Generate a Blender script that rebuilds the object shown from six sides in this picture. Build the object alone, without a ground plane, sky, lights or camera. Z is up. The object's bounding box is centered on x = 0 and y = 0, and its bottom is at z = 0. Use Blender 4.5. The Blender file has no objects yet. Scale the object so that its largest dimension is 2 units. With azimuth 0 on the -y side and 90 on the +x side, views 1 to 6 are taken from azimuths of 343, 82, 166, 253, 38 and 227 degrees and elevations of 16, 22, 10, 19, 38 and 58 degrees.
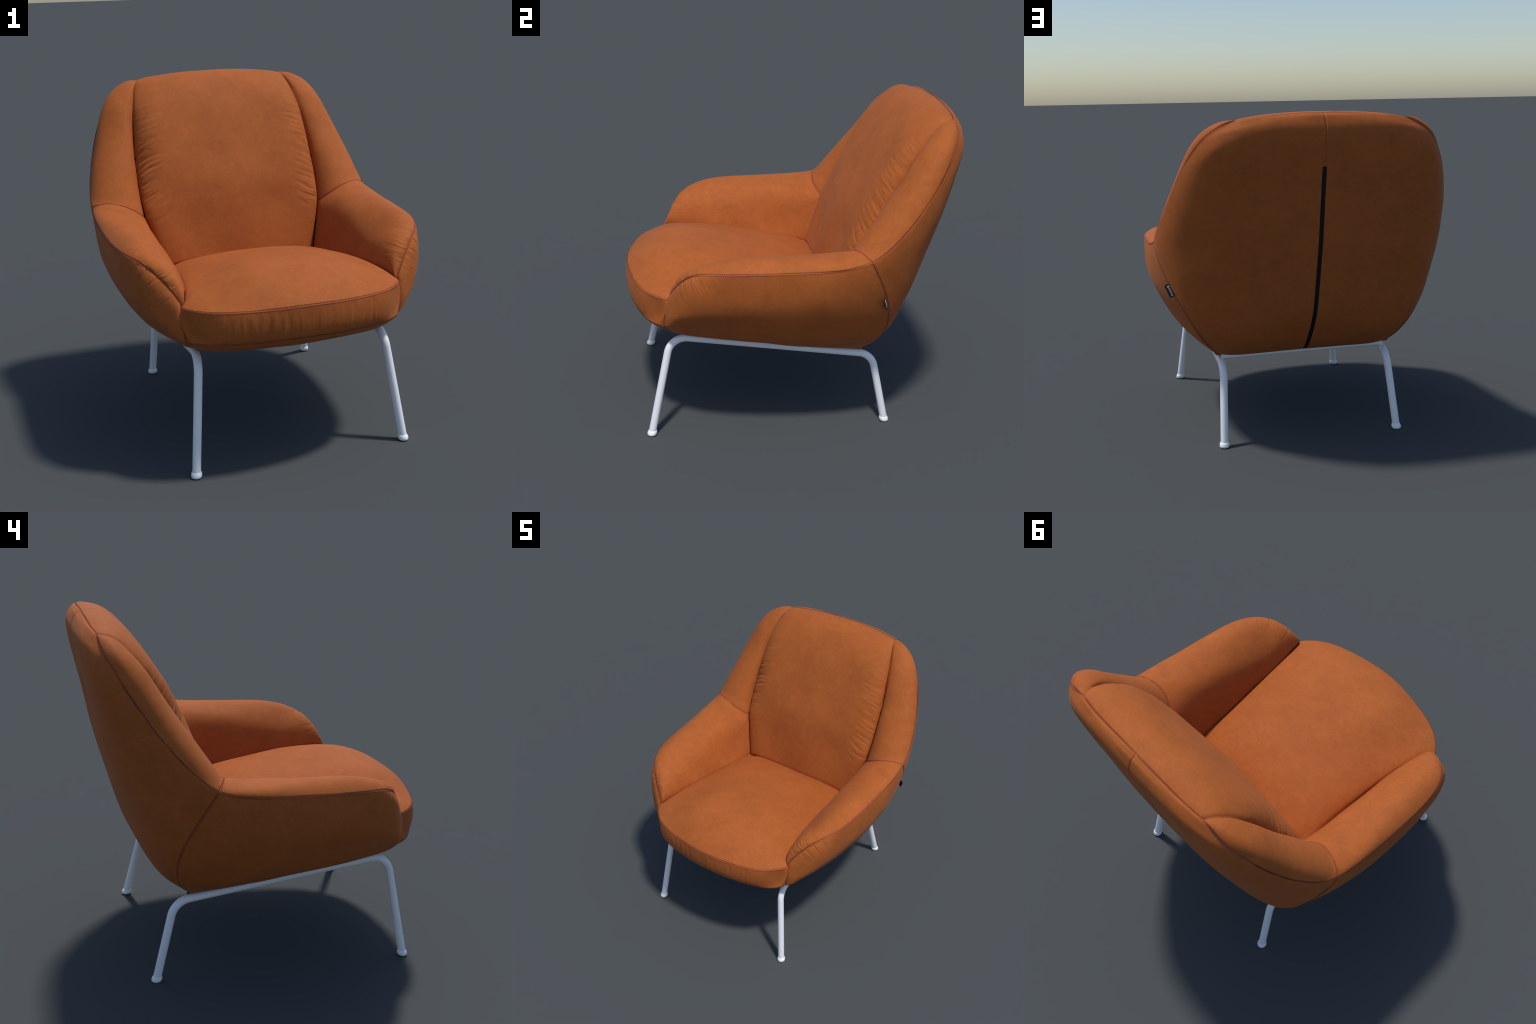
"""Low upholstered armchair: nubuck leather panels sewn over a shell, on a bent white tube frame.

Every panel of the cover is a spline surface through a small net of control
points (metres, right half of the chair; x to the side, -y to the front, z up).
Panels that share a seam share the control points along it.
"""
import math

import bmesh
import bpy
import numpy as np
from mathutils import Matrix
from mathutils.kdtree import KDTree

# ---------------------------------------------------------------- control nets
# rear shell, bottom to top; each row runs from the centre line out to the perimeter seam
BACK_SHELL = [
    [(0, 0.452, 0.517), (0.285, 0.448, 0.515), (0.455, 0.44, 0.511), (0.524, 0.429, 0.517), (0.531, 0.426, 0.516)],
    [(0, 0.533, 0.561), (0.332, 0.541, 0.561), (0.524, 0.533, 0.581), (0.601, 0.519, 0.613), (0.631, 0.527, 0.626)],
    [(0, 0.62, 0.65), (0.375, 0.631, 0.654), (0.598, 0.605, 0.694), (0.689, 0.571, 0.747), (0.724, 0.555, 0.777)],
    [(0, 0.73, 0.81), (0.412, 0.707, 0.813), (0.67, 0.643, 0.854), (0.765, 0.574, 0.902), (0.8, 0.529, 0.931)],
    [(0, 0.806, 1.034), (0.453, 0.774, 1.034), (0.729, 0.679, 1.046), (0.831, 0.552, 1.073), (0.871, 0.462, 1.1)],
    [(0, 0.87, 1.264), (0.485, 0.839, 1.252), (0.772, 0.703, 1.238), (0.882, 0.521, 1.235), (0.9, 0.384, 1.245)],
    [(0, 0.917, 1.499), (0.464, 0.9, 1.481), (0.736, 0.802, 1.451), (0.849, 0.653, 1.424), (0.878, 0.558, 1.393)],
    [(0, 0.962, 1.702), (0.426, 0.953, 1.683), (0.682, 0.883, 1.654), (0.786, 0.779, 1.635), (0.81, 0.73, 1.602)],
    [(0, 0.995, 1.836), (0.383, 0.983, 1.824), (0.609, 0.942, 1.795), (0.703, 0.871, 1.784), (0.725, 0.841, 1.785)],
    [(0, 0.996, 1.909), (0.335, 0.991, 1.899), (0.532, 0.958, 1.887), (0.615, 0.919, 1.877), (0.635, 0.897, 1.89)],
    [(0, 0.986, 1.945), (0.292, 0.981, 1.944), (0.466, 0.959, 1.928), (0.534, 0.928, 1.927), (0.549, 0.913, 1.939)],
    [(0, 0.972, 1.975), (0.252, 0.963, 1.9725), (0.403, 0.944, 1.9675), (0.465, 0.925, 1.962), (0.476, 0.912, 1.959)],
    [(0, 0.959, 1.985), (0.18, 0.9546, 1.9833), (0.288, 0.9454, 1.98), (0.332, 0.936, 1.9763), (0.34, 0.93, 1.974)],
    [(0, 0.9495, 1.991), (0.09, 0.948, 1.9905), (0.144, 0.9434, 1.9896), (0.166, 0.939, 1.9886), (0.17, 0.936, 1.988)],
    [(0, 0.939, 1.993), (0, 0.939, 1.993), (0, 0.939, 1.993), (0, 0.939, 1.993), (0, 0.939, 1.993)],
]

# front cushion of the back, bottom to top; each row runs from the centre line to the wing seam
BACK_CUSHION = [
    [(0, 0.243, 0.884), (0.2, 0.245, 0.884), (0.38, 0.244, 0.875), (0.493, 0.256, 0.848)],
    [(0, 0.316, 1.186), (0.262, 0.338, 1.177), (0.476, 0.337, 1.169), (0.579, 0.384, 1.152)],
    [(0, 0.376, 1.358), (0.267, 0.389, 1.356), (0.479, 0.409, 1.356), (0.59, 0.473, 1.343)],
    [(0, 0.471, 1.537), (0.271, 0.483, 1.544), (0.473, 0.505, 1.577), (0.582, 0.595, 1.568)],
    [(0, 0.606, 1.779), (0.252, 0.612, 1.778), (0.454, 0.621, 1.781), (0.562, 0.691, 1.765)],
    [(0, 0.74, 1.94), (0.237, 0.734, 1.933), (0.423, 0.747, 1.919), (0.532, 0.781, 1.892)],
    [(0, 0.844, 1.996), (0.224, 0.845, 1.99), (0.401, 0.844, 1.974), (0.505, 0.85, 1.95)],
    [(0, 0.939, 1.993), (0.17, 0.936, 1.988), (0.34, 0.93, 1.974), (0.476, 0.912, 1.959)],
]

# wing, top to bottom; each row runs from the cushion seam round to the perimeter seam
WING = [
    [(0.476, 0.912, 1.959), (0.476, 0.912, 1.959), (0.476, 0.912, 1.959), (0.476, 0.912, 1.959)],
    [(0.505, 0.85, 1.95), (0.521, 0.874, 1.956), (0.54, 0.897, 1.957), (0.549, 0.913, 1.939)],
    [(0.532, 0.781, 1.892), (0.559, 0.811, 1.927), (0.606, 0.856, 1.937), (0.635, 0.897, 1.89)],
    [(0.562, 0.691, 1.765), (0.643, 0.698, 1.8), (0.704, 0.784, 1.845), (0.725, 0.841, 1.785)],
    [(0.582, 0.595, 1.568), (0.663, 0.567, 1.599), (0.776, 0.625, 1.621), (0.81, 0.73, 1.602)],
    [(0.59, 0.473, 1.343), (0.688, 0.425, 1.396), (0.832, 0.427, 1.354), (0.878, 0.558, 1.393)],
    [(0.579, 0.384, 1.152), (0.668, 0.324, 1.225), (0.791, 0.335, 1.276), (0.9, 0.384, 1.245)],
]

# armrest inside and top, rear to front; each row runs from the seat crease up over to the outer seam
ARM_TOP = [
    [(0.493, 0.256, 0.848), (0.579, 0.384, 1.152), (0.668, 0.324, 1.225), (0.791, 0.335, 1.276), (0.9, 0.384, 1.245)],
    [(0.499, 0.052, 0.887), (0.563, 0.061, 1.046), (0.644, 0.056, 1.194), (0.82, 0.19, 1.246), (0.908, 0.185, 1.201)],
    [(0.516, -0.201, 0.922), (0.566, -0.181, 1.048), (0.635, -0.156, 1.168), (0.776, -0.138, 1.237), (0.902, -0.097, 1.188)],
    [(0.532, -0.42, 0.956), (0.569, -0.397, 1.055), (0.617, -0.396, 1.128), (0.742, -0.396, 1.219), (0.874, -0.408, 1.176)],
    [(0.559, -0.58, 0.957), (0.585, -0.597, 1.045), (0.64, -0.608, 1.116), (0.722, -0.603, 1.153), (0.786, -0.587, 1.141)],
    [(0.59, -0.68, 0.937), (0.592, -0.699, 0.988), (0.612, -0.707, 1.018), (0.656, -0.695, 1.043), (0.684, -0.682, 1.045)],
    [(0.609, -0.737, 0.929), (0.609, -0.737, 0.929), (0.609, -0.737, 0.929), (0.609, -0.737, 0.929), (0.609, -0.737, 0.929)],
]

# armrest outside, rear to front; each row runs from the outer top seam down and under
ARM_SIDE = [
    [(0.9, 0.384, 1.245), (0.871, 0.462, 1.1), (0.8, 0.529, 0.931), (0.724, 0.555, 0.777), (0.631, 0.527, 0.626), (0.531, 0.426, 0.516)],
    [(0.908, 0.185, 1.201), (0.901, 0.25, 1.061), (0.843, 0.293, 0.888), (0.745, 0.3, 0.71), (0.663, 0.28, 0.61), (0.545, 0.199, 0.536)],
    [(0.902, -0.097, 1.188), (0.906, -0.046, 1.039), (0.867, -0.042, 0.9), (0.769, -0.052, 0.722), (0.69, -0.068, 0.647), (0.549, -0.102, 0.573)],
    [(0.874, -0.408, 1.176), (0.875, -0.406, 1.065), (0.845, -0.402, 0.915), (0.75, -0.398, 0.765), (0.683, -0.401, 0.683), (0.538, -0.4, 0.627)],
    [(0.786, -0.587, 1.141), (0.802, -0.617, 1.046), (0.782, -0.633, 0.899), (0.72, -0.631, 0.801), (0.631, -0.619, 0.697), (0.538, -0.6, 0.653)],
    [(0.684, -0.682, 1.045), (0.702, -0.709, 0.965), (0.702, -0.721, 0.87), (0.671, -0.728, 0.781), (0.604, -0.701, 0.699), (0.52, -0.658, 0.672)],
    [(0.609, -0.737, 0.929), (0.621, -0.75, 0.9), (0.627, -0.764, 0.878), (0.604, -0.766, 0.737), (0.567, -0.739, 0.7), (0.531, -0.7, 0.658)],
]

# seat top, rear to front; each row runs from the centre line to the arm crease
SEAT_TOP = [
    [(0, 0.243, 0.884), (0.2, 0.245, 0.884), (0.38, 0.244, 0.875), (0.45, 0.241, 0.857), (0.493, 0.256, 0.848)],
    [(0, 0.061, 0.969), (0.196, 0.059, 0.963), (0.352, 0.055, 0.947), (0.452, 0.052, 0.92), (0.499, 0.052, 0.887)],
    [(0, -0.17, 1.02), (0.208, -0.176, 1.008), (0.374, -0.186, 0.986), (0.479, -0.195, 0.957), (0.516, -0.201, 0.922)],
    [(0, -0.39, 1.059), (0.22, -0.396, 1.05), (0.396, -0.409, 1.016), (0.505, -0.417, 0.982), (0.532, -0.42, 0.956)],
    [(0, -0.611, 1.084), (0.234, -0.594, 1.071), (0.419, -0.575, 1.012), (0.53, -0.58, 0.982), (0.559, -0.58, 0.957)],
    [(0, -0.828, 1.038), (0.249, -0.79, 1.037), (0.453, -0.72, 0.996), (0.555, -0.697, 0.972), (0.59, -0.68, 0.937)],
    [(0, -0.991, 0.937), (0.219, -0.969, 0.931), (0.454, -0.903, 0.926), (0.591, -0.798, 0.924), (0.609, -0.737, 0.929)],
]

# front band of the seat, top to bottom; centre line to arm
SEAT_FRONT = [
    [(0, -0.991, 0.937), (0.219, -0.969, 0.931), (0.454, -0.903, 0.926), (0.591, -0.798, 0.924), (0.609, -0.737, 0.929)],
    [(0, -0.993, 0.803), (0.22, -0.978, 0.81), (0.451, -0.916, 0.816), (0.584, -0.798, 0.818), (0.627, -0.764, 0.878)],
    [(0, -0.954, 0.753), (0.22, -0.945, 0.75), (0.429, -0.904, 0.749), (0.552, -0.84, 0.745), (0.604, -0.766, 0.737)],
]

# underside roll, front to rear; centre line to arm
UNDERSIDE = [
    [(0, -0.954, 0.753), (0.22, -0.945, 0.75), (0.429, -0.904, 0.749), (0.552, -0.84, 0.745), (0.604, -0.766, 0.737)],
    [(0, -0.864, 0.679), (0.221, -0.856, 0.682), (0.421, -0.821, 0.682), (0.521, -0.78, 0.691), (0.567, -0.739, 0.7)],
    [(0, -0.692, 0.617), (0.2, -0.679, 0.629), (0.379, -0.682, 0.64), (0.48, -0.68, 0.655), (0.531, -0.7, 0.658)],
]
# rear cross tube under the shell: y, z
CROSS = (.445, .515)

# ---------------------------------------------------------------- maths
def spline_matrix(n, s):
    """Cubic spline through n evenly spaced control values, evaluated at parameters s."""
    s = np.asarray(s, float)
    A, B = np.zeros((n, n)), np.zeros((n, n))
    A[0, 0], A[0, 1], A[-1, -1], A[-1, -2] = 1, -1, 1, -1
    for i in range(1, n - 1):
        A[i, i - 1:i + 2] = 1, 4, 1
        B[i, i - 1:i + 2] = 6, -12, 6
    M = np.linalg.solve(A, B)
    k = np.clip(s.astype(int), 0, n - 2)
    a, b = (k + 1 - s), (s - k)
    I = np.eye(n)
    return (a[:, None] * I[k] + b[:, None] * I[k + 1]
            + ((a ** 3 - a) / 6)[:, None] * M[k] + ((b ** 3 - b) / 6)[:, None] * M[k + 1])


def hash01(i, j, seed):
    h = (i.astype(np.int64) * 374761393 + j.astype(np.int64) * 668265263 + seed * 974711) & 0xFFFFFFFF
    h = ((h ^ (h >> 13)) * 1274126177) & 0xFFFFFFFF
    return ((h ^ (h >> 16)) & 0xFFFF) / 65535.0


def noise(x, y, seed=0):
    """Smooth value noise, -1..1."""
    x, y = np.broadcast_arrays(np.asarray(x, float), np.asarray(y, float))
    i, j = np.floor(x), np.floor(y)
    fx, fy = x - i, y - j
    fx, fy = fx * fx * fx * (fx * (fx * 6 - 15) + 10), fy * fy * fy * (fy * (fy * 6 - 15) + 10)
    h = lambda a, b: hash01(i + a, j + b, seed)
    return 2 * ((h(0, 0) * (1 - fx) + h(1, 0) * fx) * (1 - fy) + (h(0, 1) * (1 - fx) + h(1, 1) * fx) * fy) - 1


def smooth(a, b, x):
    t = np.clip((x - a) / (b - a), 0, 1)
    return t * t * (3 - 2 * t)


def unit(v):
    return v / (np.linalg.norm(v, axis=-1, keepdims=True) + 1e-12)


def arc(P, axis):
    """Arc length from the first line of the grid along an axis."""
    d = np.linalg.norm(np.diff(P, axis=axis), axis=-1)
    z = np.zeros_like(np.take(d, [0], axis=axis))
    return np.concatenate([z, np.cumsum(d, axis=axis)], axis=axis)


def spacing(length, fine, coarse, grow):
    """Sample positions over a length: fine at both ends, coarse in the middle."""
    t = np.linspace(0, length, 4000)
    d = np.minimum(t, length - t)
    density = 1 / np.minimum(fine + grow * d, coarse)
    c = np.concatenate([[0], np.cumsum((density[1:] + density[:-1]) / 2 * np.diff(t))])
    n = max(4, int(round(c[-1])))
    return np.interp(np.linspace(0, c[-1], n + 1), c, t)


def seam_curve(points, s):
    """Cubic curve along one seam; straight when it has only two points."""
    p = np.array(points, float)
    if len(p) == 2:
        return p[0] + (p[1] - p[0]) * np.asarray(s)[:, None]
    return spline_matrix(len(p), s) @ p


class Panel:
    """A piece of upholstery: a spline surface through a net of control points,
    sewn to its neighbours along shared seams, wrinkled by a rule and turned in
    at its border."""

    def __init__(self, rows, mirrored, outward, pinch, relief=None, splits=None, override=None,
                 fine=.0022, coarse=.006, tuck=.010, reach=.35, ridge=False, tucks=None, low_reach=0):
        net = np.array(rows, float)
        if mirrored:
            net = np.concatenate([net[:, :0:-1] * [-1, 1, 1], net], axis=1)
        nr, nc = net.shape[:2]
        grid = lambda v, u: np.einsum('ir,jc,rck->ijk', spline_matrix(nr, v), spline_matrix(nc, u), net)
        v, u = np.linspace(0, nr - 1, 160), np.linspace(0, nc - 1, 160)
        P = grid(v, u)
        lv = np.concatenate([[0], np.cumsum(np.percentile(np.linalg.norm(np.diff(P, axis=0), axis=-1), 75, axis=1))])
        lu = np.concatenate([[0], np.cumsum(np.percentile(np.linalg.norm(np.diff(P, axis=1), axis=-1), 75, axis=0))])
        v = np.interp(spacing(lv[-1], fine, coarse, .12), lv, v)
        pu = spacing(lu[-1], fine, coarse, .12)
        if mirrored:                          # keep a line of vertices on the centre
            half = spacing(lu[-1] / 2, fine, coarse, .12)
            if ridge:                         # fine columns beside the centre line too
                half = np.unique(np.concatenate([half[half < lu[-1] / 2 - .03], lu[-1] / 2 - np.arange(0, .0301, .0018)]))
            pu = np.concatenate([half, lu[-1] - half[-2::-1]])
        u = np.interp(pu, lu, u)
        self.v, self.u, self.mirrored = v, u, mirrored
        P = grid(v, u)
        # sew: pull each border onto the seam curves, which end at the split knots
        for side, knots in (splits or {}).items():
            for sd, flip in ((side, 1), ('left' if side == 'right' else None, -1)) if mirrored else ((side, 1),):
                if sd is None:
                    continue
                line = {'left': net[:, 0], 'right': net[:, -1], 'first': net[0], 'last': net[-1]}[sd]
                par = v if sd in ('left', 'right') else u
                target = np.empty((len(par), 3))
                ends = [0] + list(knots) + [len(line) - 1]
                for k0, k1 in zip(ends[:-1], ends[1:]):
                    m = (par >= k0 - 1e-9) & (par <= k1 + 1e-9)
                    if override and (sd, k0) in override:
                        pts, remap = override[sd, k0]
                        target[m] = seam_curve(pts, remap(par[m]))
                    else:
                        target[m] = seam_curve(line[k0:k1 + 1], par[m] - k0)
                if sd in ('left', 'right'):
                    f = (u - u[0]) / (u[-1] - u[0])
                    width = reach * (1 + low_reach * (1 - smooth(1, 2.5, par)))[:, None]
                    w = np.clip(1 - (f if sd == 'left' else 1 - f)[None] / width, 0, 1) ** 2
                    P = P + (target - P[:, 0 if sd == 'left' else -1])[:, None] * w[:, :, None]
                else:
                    f = (v - v[0]) / (v[-1] - v[0])
                    w = np.clip(1 - (f if sd == 'first' else 1 - f) / reach, 0, 1) ** 2
                    P = P + (target - P[0 if sd == 'first' else -1])[None] * w[:, None, None]
        self.tucks = {k: np.array(t, float) for k, t in (tucks or {}).items()}
        self.outward, self.tuck, self.pinch, self.relief = np.array(outward, float), tuck, pinch, relief
        self.P, self.N = P, self.normals(P)
        sv, su = arc(P, 0), arc(P, 1)
        # distance to each border along the net: rows first / last, columns left / right
        self.d = {'first': sv, 'last': sv[-1:] - sv, 'left': su, 'right': su[:, -1:] - su}

    EDGE = {'first': np.s_[0, :], 'last': np.s_[-1, :], 'left': np.s_[:, 0], 'right': np.s_[:, -1]}

    def border(self):
        return (np.concatenate([self.P[e] for e in self.EDGE.values()]),
                np.concatenate([self.N[e] for e in self.EDGE.values()]))

    def finish(self, tree, normals):
        """Displace: seams sink along the mean normal of the panels that meet there."""
        P, N = self.P, self.N
        self.B = {}
        for side, e in self.EDGE.items():
            out = []
            for p, n in zip(P[e], N[e]):
                near = [normals[i] for _, i, _ in tree.find_range(p, .004)]
                m = np.sum([n] + near, axis=0)
                out.append(m / (np.linalg.norm(m) + 1e-9) if np.linalg.norm(m) > .2 else n)
            out = np.array(out)
            ker = np.exp(-np.linspace(-2, 2, 9) ** 2)
            pad = np.pad(out, ((4, 4), (0, 0)), mode='edge')
            self.B[side] = unit(sum(k * pad[i:i + len(out)] for i, k in enumerate(ker)))
        shift = np.zeros_like(P)
        for side, (depth, width) in self.pinch.items():
            d = self.d[side]
            bn = self.B[side][None] if side in ('first', 'last') else self.B[side][:, None]
            k = np.exp(-(d / width) ** 1.6)[..., None]
            dirn = unit(N * (1 - k) + bn * k)
            shift = np.where((depth * k > np.linalg.norm(shift, axis=-1, keepdims=True)), -depth * k * dirn, shift)
        if self.relief:
            edge = np.minimum.reduce([d for d in self.d.values()])
            shift = shift + N * (self.relief(self, P) * smooth(0, .008, edge))[..., None]
        self.P = P + shift
        self.N = self.normals(self.P)

    def normals(self, P):
        gv, gu = np.gradient(P, axis=0), np.gradient(P, axis=1)
        n = np.cross(gu, gv)
        l = np.linalg.norm(n, axis=-1)
        for a, b in ((0, 1), (-1, -2)):       # rows that shrink to a point borrow from their neighbour
            if l[a].max() < 1e-7:
                n[a] = n[b]
        n = unit(n)
        self.flip = bool((n.mean((0, 1)) @ self.outward) < 0)
        return -n if self.flip else n

    def mesh_arrays(self, mirror=False):
        P, B, t = self.P, self.B, self.tuck
        # turn the border in, so that neighbours meet in a crease and leave no gap
        turn = {}
        for k, e in self.EDGE.items():
            s = np.concatenate([[0], np.cumsum(np.linalg.norm(np.diff(P[e], axis=0), axis=1))])
            taper = .1 + .9 * smooth(0, .07, np.minimum(s, s[-1] - s))[:, None]
            turn[k] = self.tucks[k] * np.ones_like(B[k]) if k in self.tucks else -B[k] * t * taper
        if self.mirrored and 'right' in self.tucks:
            turn['left'] = turn['right'] * [-1, 1, 1]
        P = np.concatenate([P[:1] + turn['first'][None], P, P[-1:] + turn['last'][None]], axis=0)
        ext = lambda n: np.concatenate([n[:1], n, n[-1:]])
        P = np.concatenate([P[:, :1] + ext(turn['left'])[:, None], P, P[:, -1:] + ext(turn['right'])[:, None]], axis=1)
        nr, nc = P.shape[:2]
        idx = np.arange(nr * nc).reshape(nr, nc)
        q = np.stack([idx[:-1, :-1], idx[:-1, 1:], idx[1:, 1:], idx[1:, :-1]], -1).reshape(-1, 4)
        flip = self.flip
        if mirror:
            P, flip = P * [-1, 1, 1], not flip
        return P.reshape(-1, 3), (q[:, ::-1] if flip else q)

    def offset_line(self, side, delta, lo=None, hi=None):
        """Points and normals at a distance delta inside a border."""
        P, N, d = self.P, self.N, self.d[side]
        if side in ('left', 'right'):
            P, N, d, par = P, N, d, self.v
        else:
            P, N, d, par = P.transpose(1, 0, 2), N.transpose(1, 0, 2), d.T, self.u
        if side in ('right', 'last'):
            P, N, d = P[:, ::-1], N[:, ::-1], d[:, ::-1]
        pts, nrm = [], []
        for i in range(len(P)):
            if lo is not None and par[i] < lo or hi is not None and par[i] > hi or d[i, -1] < delta * 1.5:
                continue
            pts.append([np.interp(delta, d[i], P[i, :, k]) for k in range(3)])
            nrm.append([np.interp(delta, d[i], N[i, :, k]) for k in range(3)])
        pts, nrm = np.array(pts), np.array(nrm)
        if len(pts) > 12:                     # even out the line
            for A in (pts, nrm):
                A[3:-3] = sum(A[3 + k:len(A) - 3 + k] for k in range(-3, 4)) / 7
        return pts, unit(nrm)


# ---------------------------------------------------------------- upholstery relief
def undulation(p, P, seed, amp=.0016):
    return amp * noise(P[..., 0] / .16 + 3.1 * seed, (P[..., 1] + P[..., 2]) / .14, seed)


def to_border(p, P, side):
    """Arc position along a border and distance from it, for every grid point."""
    line = P[p.EDGE[side]][::2]
    s = np.concatenate([[0], np.cumsum(np.linalg.norm(np.diff(line, axis=0), axis=1))])
    q = P.reshape(-1, 3)
    best, dist = np.empty(len(q), int), np.empty(len(q))
    for i in range(0, len(q), 8000):
        d2 = ((q[i:i + 8000, None] - line[None]) ** 2).sum(-1)
        k = d2.argmin(1)
        best[i:i + 8000], dist[i:i + 8000] = k, d2[np.arange(len(k)), k] ** .5
    # refine the foot point on the neighbouring segments
    t = unit(np.gradient(line, axis=0))
    foot = s[best] + ((q - line[best]) * t[best]).sum(1).clip(-.01, .01)
    return foot.reshape(P.shape[:2]), dist.reshape(P.shape[:2]), s[-1]


def cushion_relief(p, P):
    """Gathers that run in from both side seams, rising gently towards the middle."""
    h = undulation(p, P, 3)
    for side, seed in (('left', 11), ('right', 14)):
        s, d, total = to_border(p, P, side)
        rise = .02 * d + .32 * np.maximum(d - .02, 0)
        q = s - rise + .009 * noise(s / .08, d / .11, seed + 5)
        n = noise(q / .0185, d / .15 + 7, seed) + .5 * noise(q / .0105, d / .08, seed + 1)
        n = np.where(n < 0, 1.25 * n, .8 * n)
        fade = np.exp(-(np.maximum(d - .06, 0) / .08) ** 2) * smooth(.004, .045, d)
        patch = smooth(-.55, .35, noise(s / .085, d / .09, seed + 2))
        z = P[..., 2]
        span = smooth(1.08, 1.24, z) * (1 - smooth(1.72, 1.90, z))
        h = h + WRINKLE * n * fade * (.4 + .6 * patch) * span
    return h


def seam_gathers(side, seed, lo, hi, reach, amp, step=.0118):
    """Short wrinkles square to a seam, between two fractions of its length."""
    def relief(p, P):
        s, d, total = to_border(p, P, side)
        f = s / total
        q = s + .007 * noise(s / .06, d / .05, seed + 4) + 1.2 * d * d
        n = noise(q / step, d / .10, seed) + .45 * noise(q / (step * .6), d / .06, seed + 1)
        n = np.where(n < 0, 1.2 * n, .8 * n)
        fade = np.exp(-(d / reach) ** 2) * smooth(.004, .016, d)
        patch = smooth(-.8, .1, noise(s / .07, d / .09, seed + 2))
        span = smooth(lo, lo + .12, f) * (1 - smooth(hi - .10, hi, f))
        return amp * n * fade * span * (.35 + .65 * patch) + undulation(p, P, seed)
    return relief


def band_relief(p, P):
    s = P[..., 0]
    d = p.d['first']
    t = np.clip(d / (d[-1:] + 1e-9), 0, 1)
    n = noise((s + .02 * t) / .026, d / .16, 31) + .6 * noise(s / .015, d / .10, 32)
    patch = .35 + .65 * smooth(-.7, .2, noise(s / .12, 0 * s, 33))
    return .0023 * n * patch * smooth(0, .25, t) * (1 - smooth(.65, 1, t))


def shell_relief(p, P):
    h = undulation(p, P, 5, .0012)
    groove = np.exp(-(P[..., 0] / .0045) ** 2) * smooth(1.66, 1.70, P[..., 2])
    slot = (1 - smooth(.011, .0155, np.abs(P[..., 0]))) * (1 - smooth(1.690, 1.698, P[..., 2]))
    return h - .004 * groove - .0065 * slot


STITCHED = (.0017, .005)
DEEP = (.007, .013)
WRINKLE = .0042


# ---------------------------------------------------------------- materials
def new_material(name):
    m = bpy.data.materials.new(name)
    m.use_nodes = True
    n, l = m.node_tree.nodes, m.node_tree.links
    n.clear()
    out = n.new('ShaderNodeOutputMaterial')
    b = n.new('ShaderNodeBsdfPrincipled')
    l.new(b.outputs[0], out.inputs[0])
    return m, n, l, b


def leather_material():
    m, n, l, b = new_material('nubuck_leather')
    tc = n.new('ShaderNodeTexCoord')

    def tex(scale, detail, rough):
        t = n.new('ShaderNodeTexNoise')
        t.inputs['Scale'].default_value, t.inputs['Detail'].default_value, t.inputs['Roughness'].default_value = scale, detail, rough
        l.new(tc.outputs['Object'], t.inputs['Vector'])
        return t
    cloud, blotch, speck, grain = tex(6, 4, .55), tex(22, 5, .6), tex(75, 3, .6), tex(260, 3, .6)

    def math(op, a, bb):
        t = n.new('ShaderNodeMath')
        t.operation = op
        for i, x in enumerate((a, bb)):
            if isinstance(x, (int, float)):
                t.inputs[i].default_value = x
            else:
                l.new(x, t.inputs[i])
        return t.outputs[0]
    mix = math('ADD', math('MULTIPLY', cloud.outputs['Fac'], .30), math('MULTIPLY', blotch.outputs['Fac'], .30))
    mix = math('ADD', mix, math('MULTIPLY', speck.outputs['Fac'], .30))
    mix = math('ADD', mix, math('MULTIPLY', grain.outputs['Fac'], .10))
    ramp = n.new('ShaderNodeValToRGB')
    e = ramp.color_ramp.elements
    e[0].position, e[0].color = .35, LEATHER_DARK
    e[1].position, e[1].color = .65, LEATHER_LIGHT
    l.new(mix, ramp.inputs[0])
    l.new(ramp.outputs[0], b.inputs['Base Color'])
    b.inputs['Roughness'].default_value = .72
    b.inputs['Specular IOR Level'].default_value = .16
    b.inputs['Sheen Weight'].default_value = .07
    b.inputs['Sheen Roughness'].default_value = .45
    b.inputs['Sheen Tint'].default_value = (1, .6, .42, 1)
    bump = n.new('ShaderNodeBump')
    bump.inputs['Strength'].default_value, bump.inputs['Distance'].default_value = .12, .002
    l.new(grain.outputs['Fac'], bump.inputs['Height'])
    l.new(bump.outputs[0], b.inputs['Normal'])
    return m


LEATHER_DARK = (.340, .091, .0200, 1)
LEATHER_LIGHT = (.470, .126, .0285, 1)


def plain_material(name, colour, rough, spec=.5, grain=0, coat=0):
    m, n, l, b = new_material(name)
    b.inputs['Base Color'].default_value = (*colour, 1)
    b.inputs['Roughness'].default_value = rough
    b.inputs['Specular IOR Level'].default_value = spec
    b.inputs['Coat Weight'].default_value = coat
    tc = n.new('ShaderNodeTexCoord')
    t = n.new('ShaderNodeTexNoise')
    t.inputs['Scale'].default_value, t.inputs['Detail'].default_value = 300, 2
    l.new(tc.outputs['Object'], t.inputs['Vector'])
    r = n.new('ShaderNodeValToRGB')
    r.color_ramp.elements[0].color = (*[c * (1 - grain) for c in colour], 1)
    r.color_ramp.elements[1].color = (*[min(1, c * (1 + grain)) for c in colour], 1)
    l.new(t.outputs['Fac'], r.inputs[0])
    l.new(r.outputs[0], b.inputs['Base Color'])
    return m


# ---------------------------------------------------------------- object helpers
scene = bpy.context.scene


def empty(name, parent=None):
    o = bpy.data.objects.new(name, None)
    o.empty_display_size = .2
    scene.collection.objects.link(o)
    o.parent = parent
    return o


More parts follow.
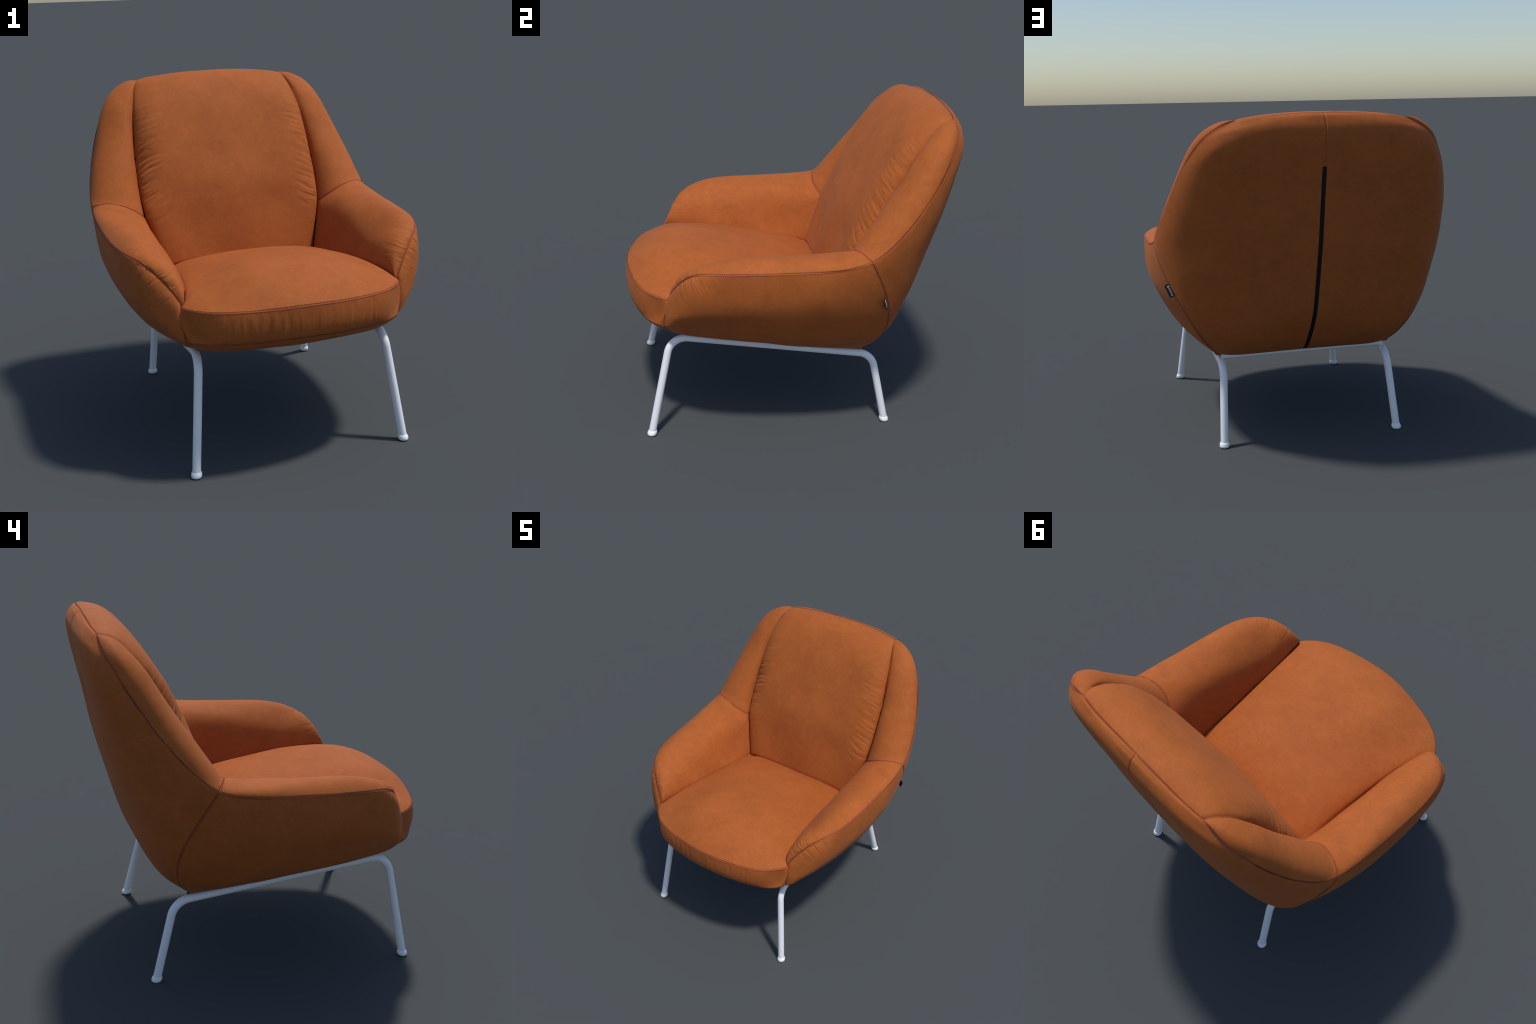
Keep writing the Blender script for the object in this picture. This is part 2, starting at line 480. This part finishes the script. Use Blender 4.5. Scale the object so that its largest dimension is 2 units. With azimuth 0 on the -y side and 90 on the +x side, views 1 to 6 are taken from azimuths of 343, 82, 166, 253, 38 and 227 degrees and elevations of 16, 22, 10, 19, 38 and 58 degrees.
def mesh_object(name, verts, faces, material, parent, smooth_shading=True):
    me = bpy.data.meshes.new(name)
    me.from_pydata([tuple(v) for v in np.asarray(verts).tolist()], [], [tuple(f) for f in (faces.tolist() if hasattr(faces, 'tolist') else faces)])
    if smooth_shading:
        me.polygons.foreach_set('use_smooth', np.ones(len(me.polygons), bool))
    me.materials.append(material)
    me.update()
    o = bpy.data.objects.new(name, me)
    scene.collection.objects.link(o)
    o.parent = parent
    return o


def frames(path):
    """Tangent, side and up vectors along a polyline, without twist."""
    T = unit(np.gradient(path, axis=0))
    ref = np.array([1., 0, 0]) if abs(T[0][0]) < .8 else np.array([0, 0, 1.])
    S = []
    s = ref
    for t in T:
        s = s - t * (s @ t)
        s = s / np.linalg.norm(s)
        S.append(s)
    S = np.array(S)
    return T, S, np.cross(T, S)


def tube(path, radius, sides=28, caps=True):
    path = np.asarray(path, float)
    radius = np.broadcast_to(radius, (len(path),))
    T, S, U = frames(path)
    a = np.linspace(0, 2 * np.pi, sides, endpoint=False)
    V = path[:, None] + radius[:, None, None] * (np.cos(a)[None, :, None] * S[:, None] + np.sin(a)[None, :, None] * U[:, None])
    n = len(path)
    F = [(i * sides + j, i * sides + (j + 1) % sides, (i + 1) * sides + (j + 1) % sides, (i + 1) * sides + j) for i in range(n - 1) for j in range(sides)]
    if caps:
        F += [tuple(range(sides))[::-1], tuple(range((n - 1) * sides, n * sides))]
    return V.reshape(-1, 3), F


def rounded_path(points, radii, step=10):
    """Polyline with its inner corners replaced by arcs of tangent length radii."""
    P = [np.array(p, float) for p in points]
    out = [P[0]]
    for i in range(1, len(P) - 1):
        a, b = unit(P[i - 1] - P[i]), unit(P[i + 1] - P[i])
        r = radii[i - 1]
        bis = unit(a + b)
        half = math.acos(np.clip(a @ b, -1, 1)) / 2
        c = P[i] + bis * r / math.cos(half)
        p0, p1 = P[i] + a * r - c, P[i] + b * r - c
        w = math.acos(np.clip(unit(p0) @ unit(p1), -1, 1))
        for k in range(step + 1):
            t = k / step
            out.append(c + (math.sin((1 - t) * w) * p0 + math.sin(t * w) * p1) / math.sin(w))
    out.append(P[-1])
    return np.array(out)


def stitch_row(pts, nrm, pitch=.0098, length=.0086, radius=.0020):
    """Short sewn threads, one after another along a line on the surface."""
    s = np.concatenate([[0], np.cumsum(np.linalg.norm(np.diff(pts, axis=0), axis=1))])
    V, F = [], []
    prof = ((-.5, .35, -.9), (-.36, .9, -.15), (0, 1.0, .25), (.36, .9, -.15), (.5, .35, -.9))
    ang = np.linspace(0, 2 * np.pi, 6, endpoint=False)
    for k in range(int(s[-1] / pitch)):
        c = (k + .5) * pitch
        at = lambda x, A: np.array([np.interp(x, s, A[:, j]) for j in range(3)])
        p, n = at(c, pts), unit(at(c, nrm))
        t = unit(at(c + .003, pts) - at(c - .003, pts))
        b = np.cross(n, t)
        base = len(V)
        for x, r, up in prof:
            centre = p + t * x * length + n * up * radius
            for a in ang:
                V.append(centre + radius * r * (math.cos(a) * b + math.sin(a) * n))
        for i in range(len(prof) - 1):
            for j in range(6):
                F.append((base + i * 6 + j, base + i * 6 + (j + 1) % 6, base + (i + 1) * 6 + (j + 1) % 6, base + (i + 1) * 6 + j))
    return V, F


def stitching(name, lines, material, parent, both_sides=True):
    V, F = [], []
    for pts, nrm in lines:
        if len(pts) < 3:
            continue
        for m in ((1, -1) if both_sides else (1,)):
            sc = np.array([m, 1, 1])
            v, f = stitch_row(pts * sc, nrm * sc)
            o = len(V)
            V += v
            F += [tuple(i + o for i in q) for q in f]
    o = mesh_object(name, V, F, material, parent)
    o['kind'] = 'stuff'
    return o


# ---------------------------------------------------------------- materials in use
leather = leather_material()
thread = plain_material('red_brown_thread', (.205, .043, .032), .7, .2, .1)
lacquer = plain_material('white_lacquer', (.90, .90, .92), .34, .5, .01)
cap_plastic = plain_material('white_plastic', (.95, .95, .96), .25, .5, .01)
zip_fabric = plain_material('black_zip', (.006, .006, .0075), .55, .3, .2)
label_fabric = plain_material('black_label', (.010, .010, .011), .7, .3, .2)
label_print = plain_material('grey_print', (.62, .63, .66), .7, .3, .05)

# ---------------------------------------------------------------- upholstery panels
CREASE = (.0035, .010)
band_end = [SEAT_FRONT[0][-1], SEAT_FRONT[1][-1], SEAT_FRONT[2][-1]]
shell = Panel(BACK_SHELL, True, (0, 1, 0), {'left': STITCHED, 'right': STITCHED}, shell_relief, {'right': [5, 11]}, reach=.10, ridge=True, low_reach=3)
cushion = Panel(BACK_CUSHION, True, (0, -1, .4), {'left': DEEP, 'right': DEEP, 'first': CREASE, 'last': STITCHED},
                cushion_relief, {'right': [1], 'last': [3]}, coarse=.0042, tucks={'first': (0, .012, -.06)})
wing = Panel(WING, False, (0, -1, 1), {'left': DEEP, 'right': STITCHED, 'last': STITCHED}, lambda p, P: undulation(p, P, 8),
             {'left': [], 'right': [], 'last': []})
arm_top = Panel(ARM_TOP, False, (-1, 0, 1), {'right': STITCHED, 'left': CREASE, 'first': STITCHED},
                seam_gathers('right', 21, .56, .99, .09, .0027), {'first': [1], 'right': [], 'left': []}, coarse=.0034, tucks={'left': (.010, 0, -.035)})
arm_side = Panel(ARM_SIDE, False, (1, 0, 0), {'left': STITCHED, 'first': STITCHED, 'last': DEEP},
                 seam_gathers('left', 22, .58, .99, .08, .0030), {'left': [], 'first': [], 'last': [3]},
                 {('last', 0): (band_end, lambda t: np.where(t <= 2, t / 2, t - 1))}, coarse=.0036)
seat_top = Panel(SEAT_TOP, True, (0, 0, 1), {'left': CREASE, 'right': CREASE, 'first': CREASE, 'last': STITCHED},
                 lambda p, P: undulation(p, P, 9), {'right': []}, tucks={'first': (0, .05, -.03), 'right': (.025, 0, -.03)})
seat_front = Panel(SEAT_FRONT, True, (0, -1, 0), {'left': DEEP, 'right': DEEP, 'first': STITCHED, 'last': STITCHED},
                   band_relief, {'right': []}, coarse=.0042)
underside = Panel(UNDERSIDE, True, (0, 0, -1), {'first': STITCHED})
panels = [(shell, False), (cushion, False), (wing, True), (arm_top, True), (arm_side, True), (seat_top, False), (seat_front, False), (underside, False)]
points, normals = [], []
for p, twin in panels:
    q, n = p.border()
    for m in ((1, -1) if twin else (1,)):
        points.append(q * [m, 1, 1])
        normals.append(n * [m, 1, 1])
points, normals = np.concatenate(points), np.concatenate(normals)
tree = KDTree(len(points))
for i, p in enumerate(points):
    tree.insert(p, i)
tree.balance()
for p, _ in panels:
    p.finish(tree, normals)

# ---------------------------------------------------------------- the chair
chair = empty('lounge_chair')
chair['label'] = 'low orange nubuck leather armchair on white tubular legs'
chair['category'] = 'armchair'

backrest, seat, frame = empty('backrest', chair), empty('seat', chair), empty('frame', chair)
arms = [empty('armrest', chair), empty('armrest', chair)]
mesh_object('back_shell', *shell.mesh_arrays(), leather, backrest)
mesh_object('back_cushion', *cushion.mesh_arrays(), leather, backrest)
mesh_object('seat_cushion', *seat_top.mesh_arrays(), leather, seat)
mesh_object('seat_band', *seat_front.mesh_arrays(), leather, seat)
for arm, mirror in zip(arms, (False, True)):
    mesh_object('wing', *wing.mesh_arrays(mirror), leather, backrest)
    mesh_object('armrest_cushion', *arm_top.mesh_arrays(mirror), leather, arm)
    mesh_object('armrest_panel', *arm_side.mesh_arrays(mirror), leather, arm)

# underside: the roll behind the front band, carried back to the rear shell
roll_v, roll_f = underside.mesh_arrays()
mesh_object('seat_roll', roll_v, roll_f, leather, seat)
front_edge = np.array(UNDERSIDE[-1])
back_edge = np.array(BACK_SHELL[0])
side_edge = np.array([r[-1] for r in ARM_SIDE[::-1]])
ny, nx = 40, 41
sy = np.interp(np.linspace(0, 1, ny), np.linspace(0, 1, len(side_edge)), np.arange(len(side_edge)))
edge = spline_matrix(len(side_edge), np.clip(sy, 0, len(side_edge) - 1)) @ side_edge
base = []
for i in range(ny):
    t = i / (ny - 1)
    zc = front_edge[0][2] * (1 - t) + back_edge[0][2] * t + .012
    yc = front_edge[0][1] * (1 - t) + back_edge[0][1] * t
    for k in np.linspace(-1, 1, nx):
        a = abs(k)
        base.append((edge[i][0] * 1.02 * k, yc + (edge[i][1] - yc) * a * a, zc + (edge[i][2] + .012 - zc) * a ** 3))
idx = np.arange(ny * nx).reshape(ny, nx)
quads = np.stack([idx[:-1, :-1], idx[1:, :-1], idx[1:, 1:], idx[:-1, 1:]], -1).reshape(-1, 4)
mesh_object('underside', base, quads, leather, seat)

# ---------------------------------------------------------------- twin rows of stitching on the seams
off = .0062
perimeter = shell.offset_line('right', off)
stitching('back_stitching', [perimeter, wing.offset_line('right', off), wing.offset_line('last', off),
          ], thread, backrest)
stitching('back_stitching', [cushion.offset_line('last', off)], thread, backrest, False)
arm_lines = [arm_top.offset_line('right', off), arm_top.offset_line('first', off, lo=1.05),
             arm_side.offset_line('left', off), arm_side.offset_line('first', off)]
for arm, m in zip(arms, (1, -1)):
    sc = np.array([m, 1, 1])
    stitching('armrest_stitching', [(p * sc, q * sc) for p, q in arm_lines if len(p)], thread, arm, False)
stitching('seat_stitching', [seat_top.offset_line('last', off), seat_front.offset_line('first', off),
          seat_front.offset_line('last', off), underside.offset_line('first', off)], thread, seat, False)

# ---------------------------------------------------------------- zip down the back
mid = len(shell.u) // 2
centre, normal = shell.P[:, mid], shell.N[:, mid]
keep = centre[:, 2] < 1.697
zp, zn = centre[keep], normal[keep]
prof = [(-.0128, -.003), (-.0122, .0030), (-.0085, .0040), (-.0030, .0040), (-.0018, .0052), (.0018, .0052), (.0030, .0040), (.0085, .0040), (.0122, .0030), (.0128, -.003)]
V, F = [], []
for i, (p, n) in enumerate(zip(zp, zn)):
    taper = 1 if i < len(zp) - 1 else .8
    for x, h in prof:
        V.append(p + np.array([x * taper, 0, 0]) + n * h + (np.array([0, 0, .002]) if i == len(zp) - 1 and abs(x) < .006 else 0))
k = len(prof)
F = [(i * k + j, i * k + j + 1, (i + 1) * k + j + 1, (i + 1) * k + j) for i in range(len(zp) - 1) for j in range(k - 1)]
F += [tuple(range(k)), tuple(range((len(zp) - 1) * k, len(zp) * k))[::-1]]
mesh_object('zip', V, F, zip_fabric, backrest, False)

# ---------------------------------------------------------------- sewn-in label on one side seam
hi, lo = np.array([.8361, .4955, 1.0029]), np.array([.8058, .5211, .9311])
outw = np.array([.0258, -.0135, -.0140])
lx = unit(hi - lo)
lz = unit(np.cross(lx, outw))
ly = np.cross(lz, lx)
llen, lwid, lthk = np.linalg.norm(hi - lo), np.linalg.norm(outw), .0016
bm = bmesh.new()
bmesh.ops.create_cube(bm, size=1)
bmesh.ops.scale(bm, vec=(llen, lwid + .008, lthk), verts=bm.verts)
bmesh.ops.bevel(bm, geom=bm.edges[:], offset=.0005, segments=2, affect='EDGES')
me = bpy.data.meshes.new('label')
bm.to_mesh(me)
bm.free()
me.materials.append(label_fabric)
label = bpy.data.objects.new('label', me)
scene.collection.objects.link(label)
label.parent = arms[0]
pos = (hi + lo) / 2 + ly * (lwid / 2 - .004)
label.matrix_local = Matrix(((lx[0], ly[0], lz[0], pos[0]), (lx[1], ly[1], lz[1], pos[1]), (lx[2], ly[2], lz[2], pos[2]), (0, 0, 0, 1)))
tc = bpy.data.curves.new('label_text', 'FONT')
tc.body = 'freistil'
tc.size, tc.extrude, tc.align_x, tc.align_y = .0185, .0003, 'LEFT', 'CENTER'
to = bpy.data.objects.new('label_text_curve', tc)
scene.collection.objects.link(to)
bpy.context.view_layer.update()
tm = bpy.data.meshes.new_from_object(to.evaluated_get(bpy.context.evaluated_depsgraph_get()))
bpy.data.objects.remove(to)
tm.name = 'label_text'
xs = np.array([v.co[0] for v in tm.vertices])
fit = .050 / (xs.max() - xs.min())
for v in tm.vertices:
    v.co = ((v.co[0] - xs.min()) * fit - .034, v.co[1] * 1.0 - .001, v.co[2] + lthk / 2 + .0003)
tm.materials.clear()
tm.materials.append(label_print)
text = bpy.data.objects.new('label_text', tm)
scene.collection.objects.link(text)
text.parent = label
bm = bmesh.new()
bmesh.ops.create_cube(bm, size=1)
bmesh.ops.scale(bm, vec=(.010, .0125, .0006), verts=bm.verts)
bmesh.ops.translate(bm, vec=(.0255, -.001, lthk / 2 + .0003), verts=bm.verts)
me = bpy.data.meshes.new('label_mark')
bm.to_mesh(me)
bm.free()
me.materials.append(label_print)
mark = bpy.data.objects.new('label_mark', me)
scene.collection.objects.link(mark)
mark.parent = label

# ---------------------------------------------------------------- tubular frame
R = .0232
foot_f, bend_f = np.array([.6096, -.853, .0]), np.array([.5354, -.7285, .6409])
foot_r, bend_r = np.array([.5546, .6366, .0]), np.array([.5251, .5274, .471])
for m in (1, -1):
    sc = np.array([m, 1, 1])
    start = foot_f + unit(bend_f - foot_f) * .02
    end = foot_r + unit(bend_r - foot_r) * .02
    path = rounded_path([start * sc, bend_f * sc, bend_r * sc, end * sc], [.105, .085], 16)
    mesh_object('side_tube', *tube(path, R, caps=False), lacquer, frame)
    for f, b in ((foot_f, bend_f), (foot_r, bend_r)):
        d = unit(b - f)
        prof = [(0, .0), (0, .021), (.0022, .0258), (.0065, .0292), (.012, .0300), (.018, .0297), (.024, .0284), (.0285, .0266), (.0315, .0248), (.0325, .0236)]
        # the cap stands flat on the floor and leans with the leg above it
        ring = []
        a = np.linspace(0, 2 * np.pi, 32, endpoint=False)
        V = []
        for h, r in prof:
            c = f + d * h / d[2]
            for t in a:
                V.append(((c[0] + r * math.cos(t)) * m, c[1] + r * math.sin(t), h))
        F = []
        for i in range(len(prof) - 1):
            for j in range(32):
                q = (i * 32 + j, i * 32 + (j + 1) % 32, (i + 1) * 32 + (j + 1) % 32, (i + 1) * 32 + j)
                F.append(q if m > 0 else q[::-1])
        mesh_object('foot_cap', V, F, cap_plastic, frame)
y, z = CROSS
mesh_object('cross_tube', *tube([(-.525, y, z), (.525, y, z)], .016, caps=False), lacquer, frame)
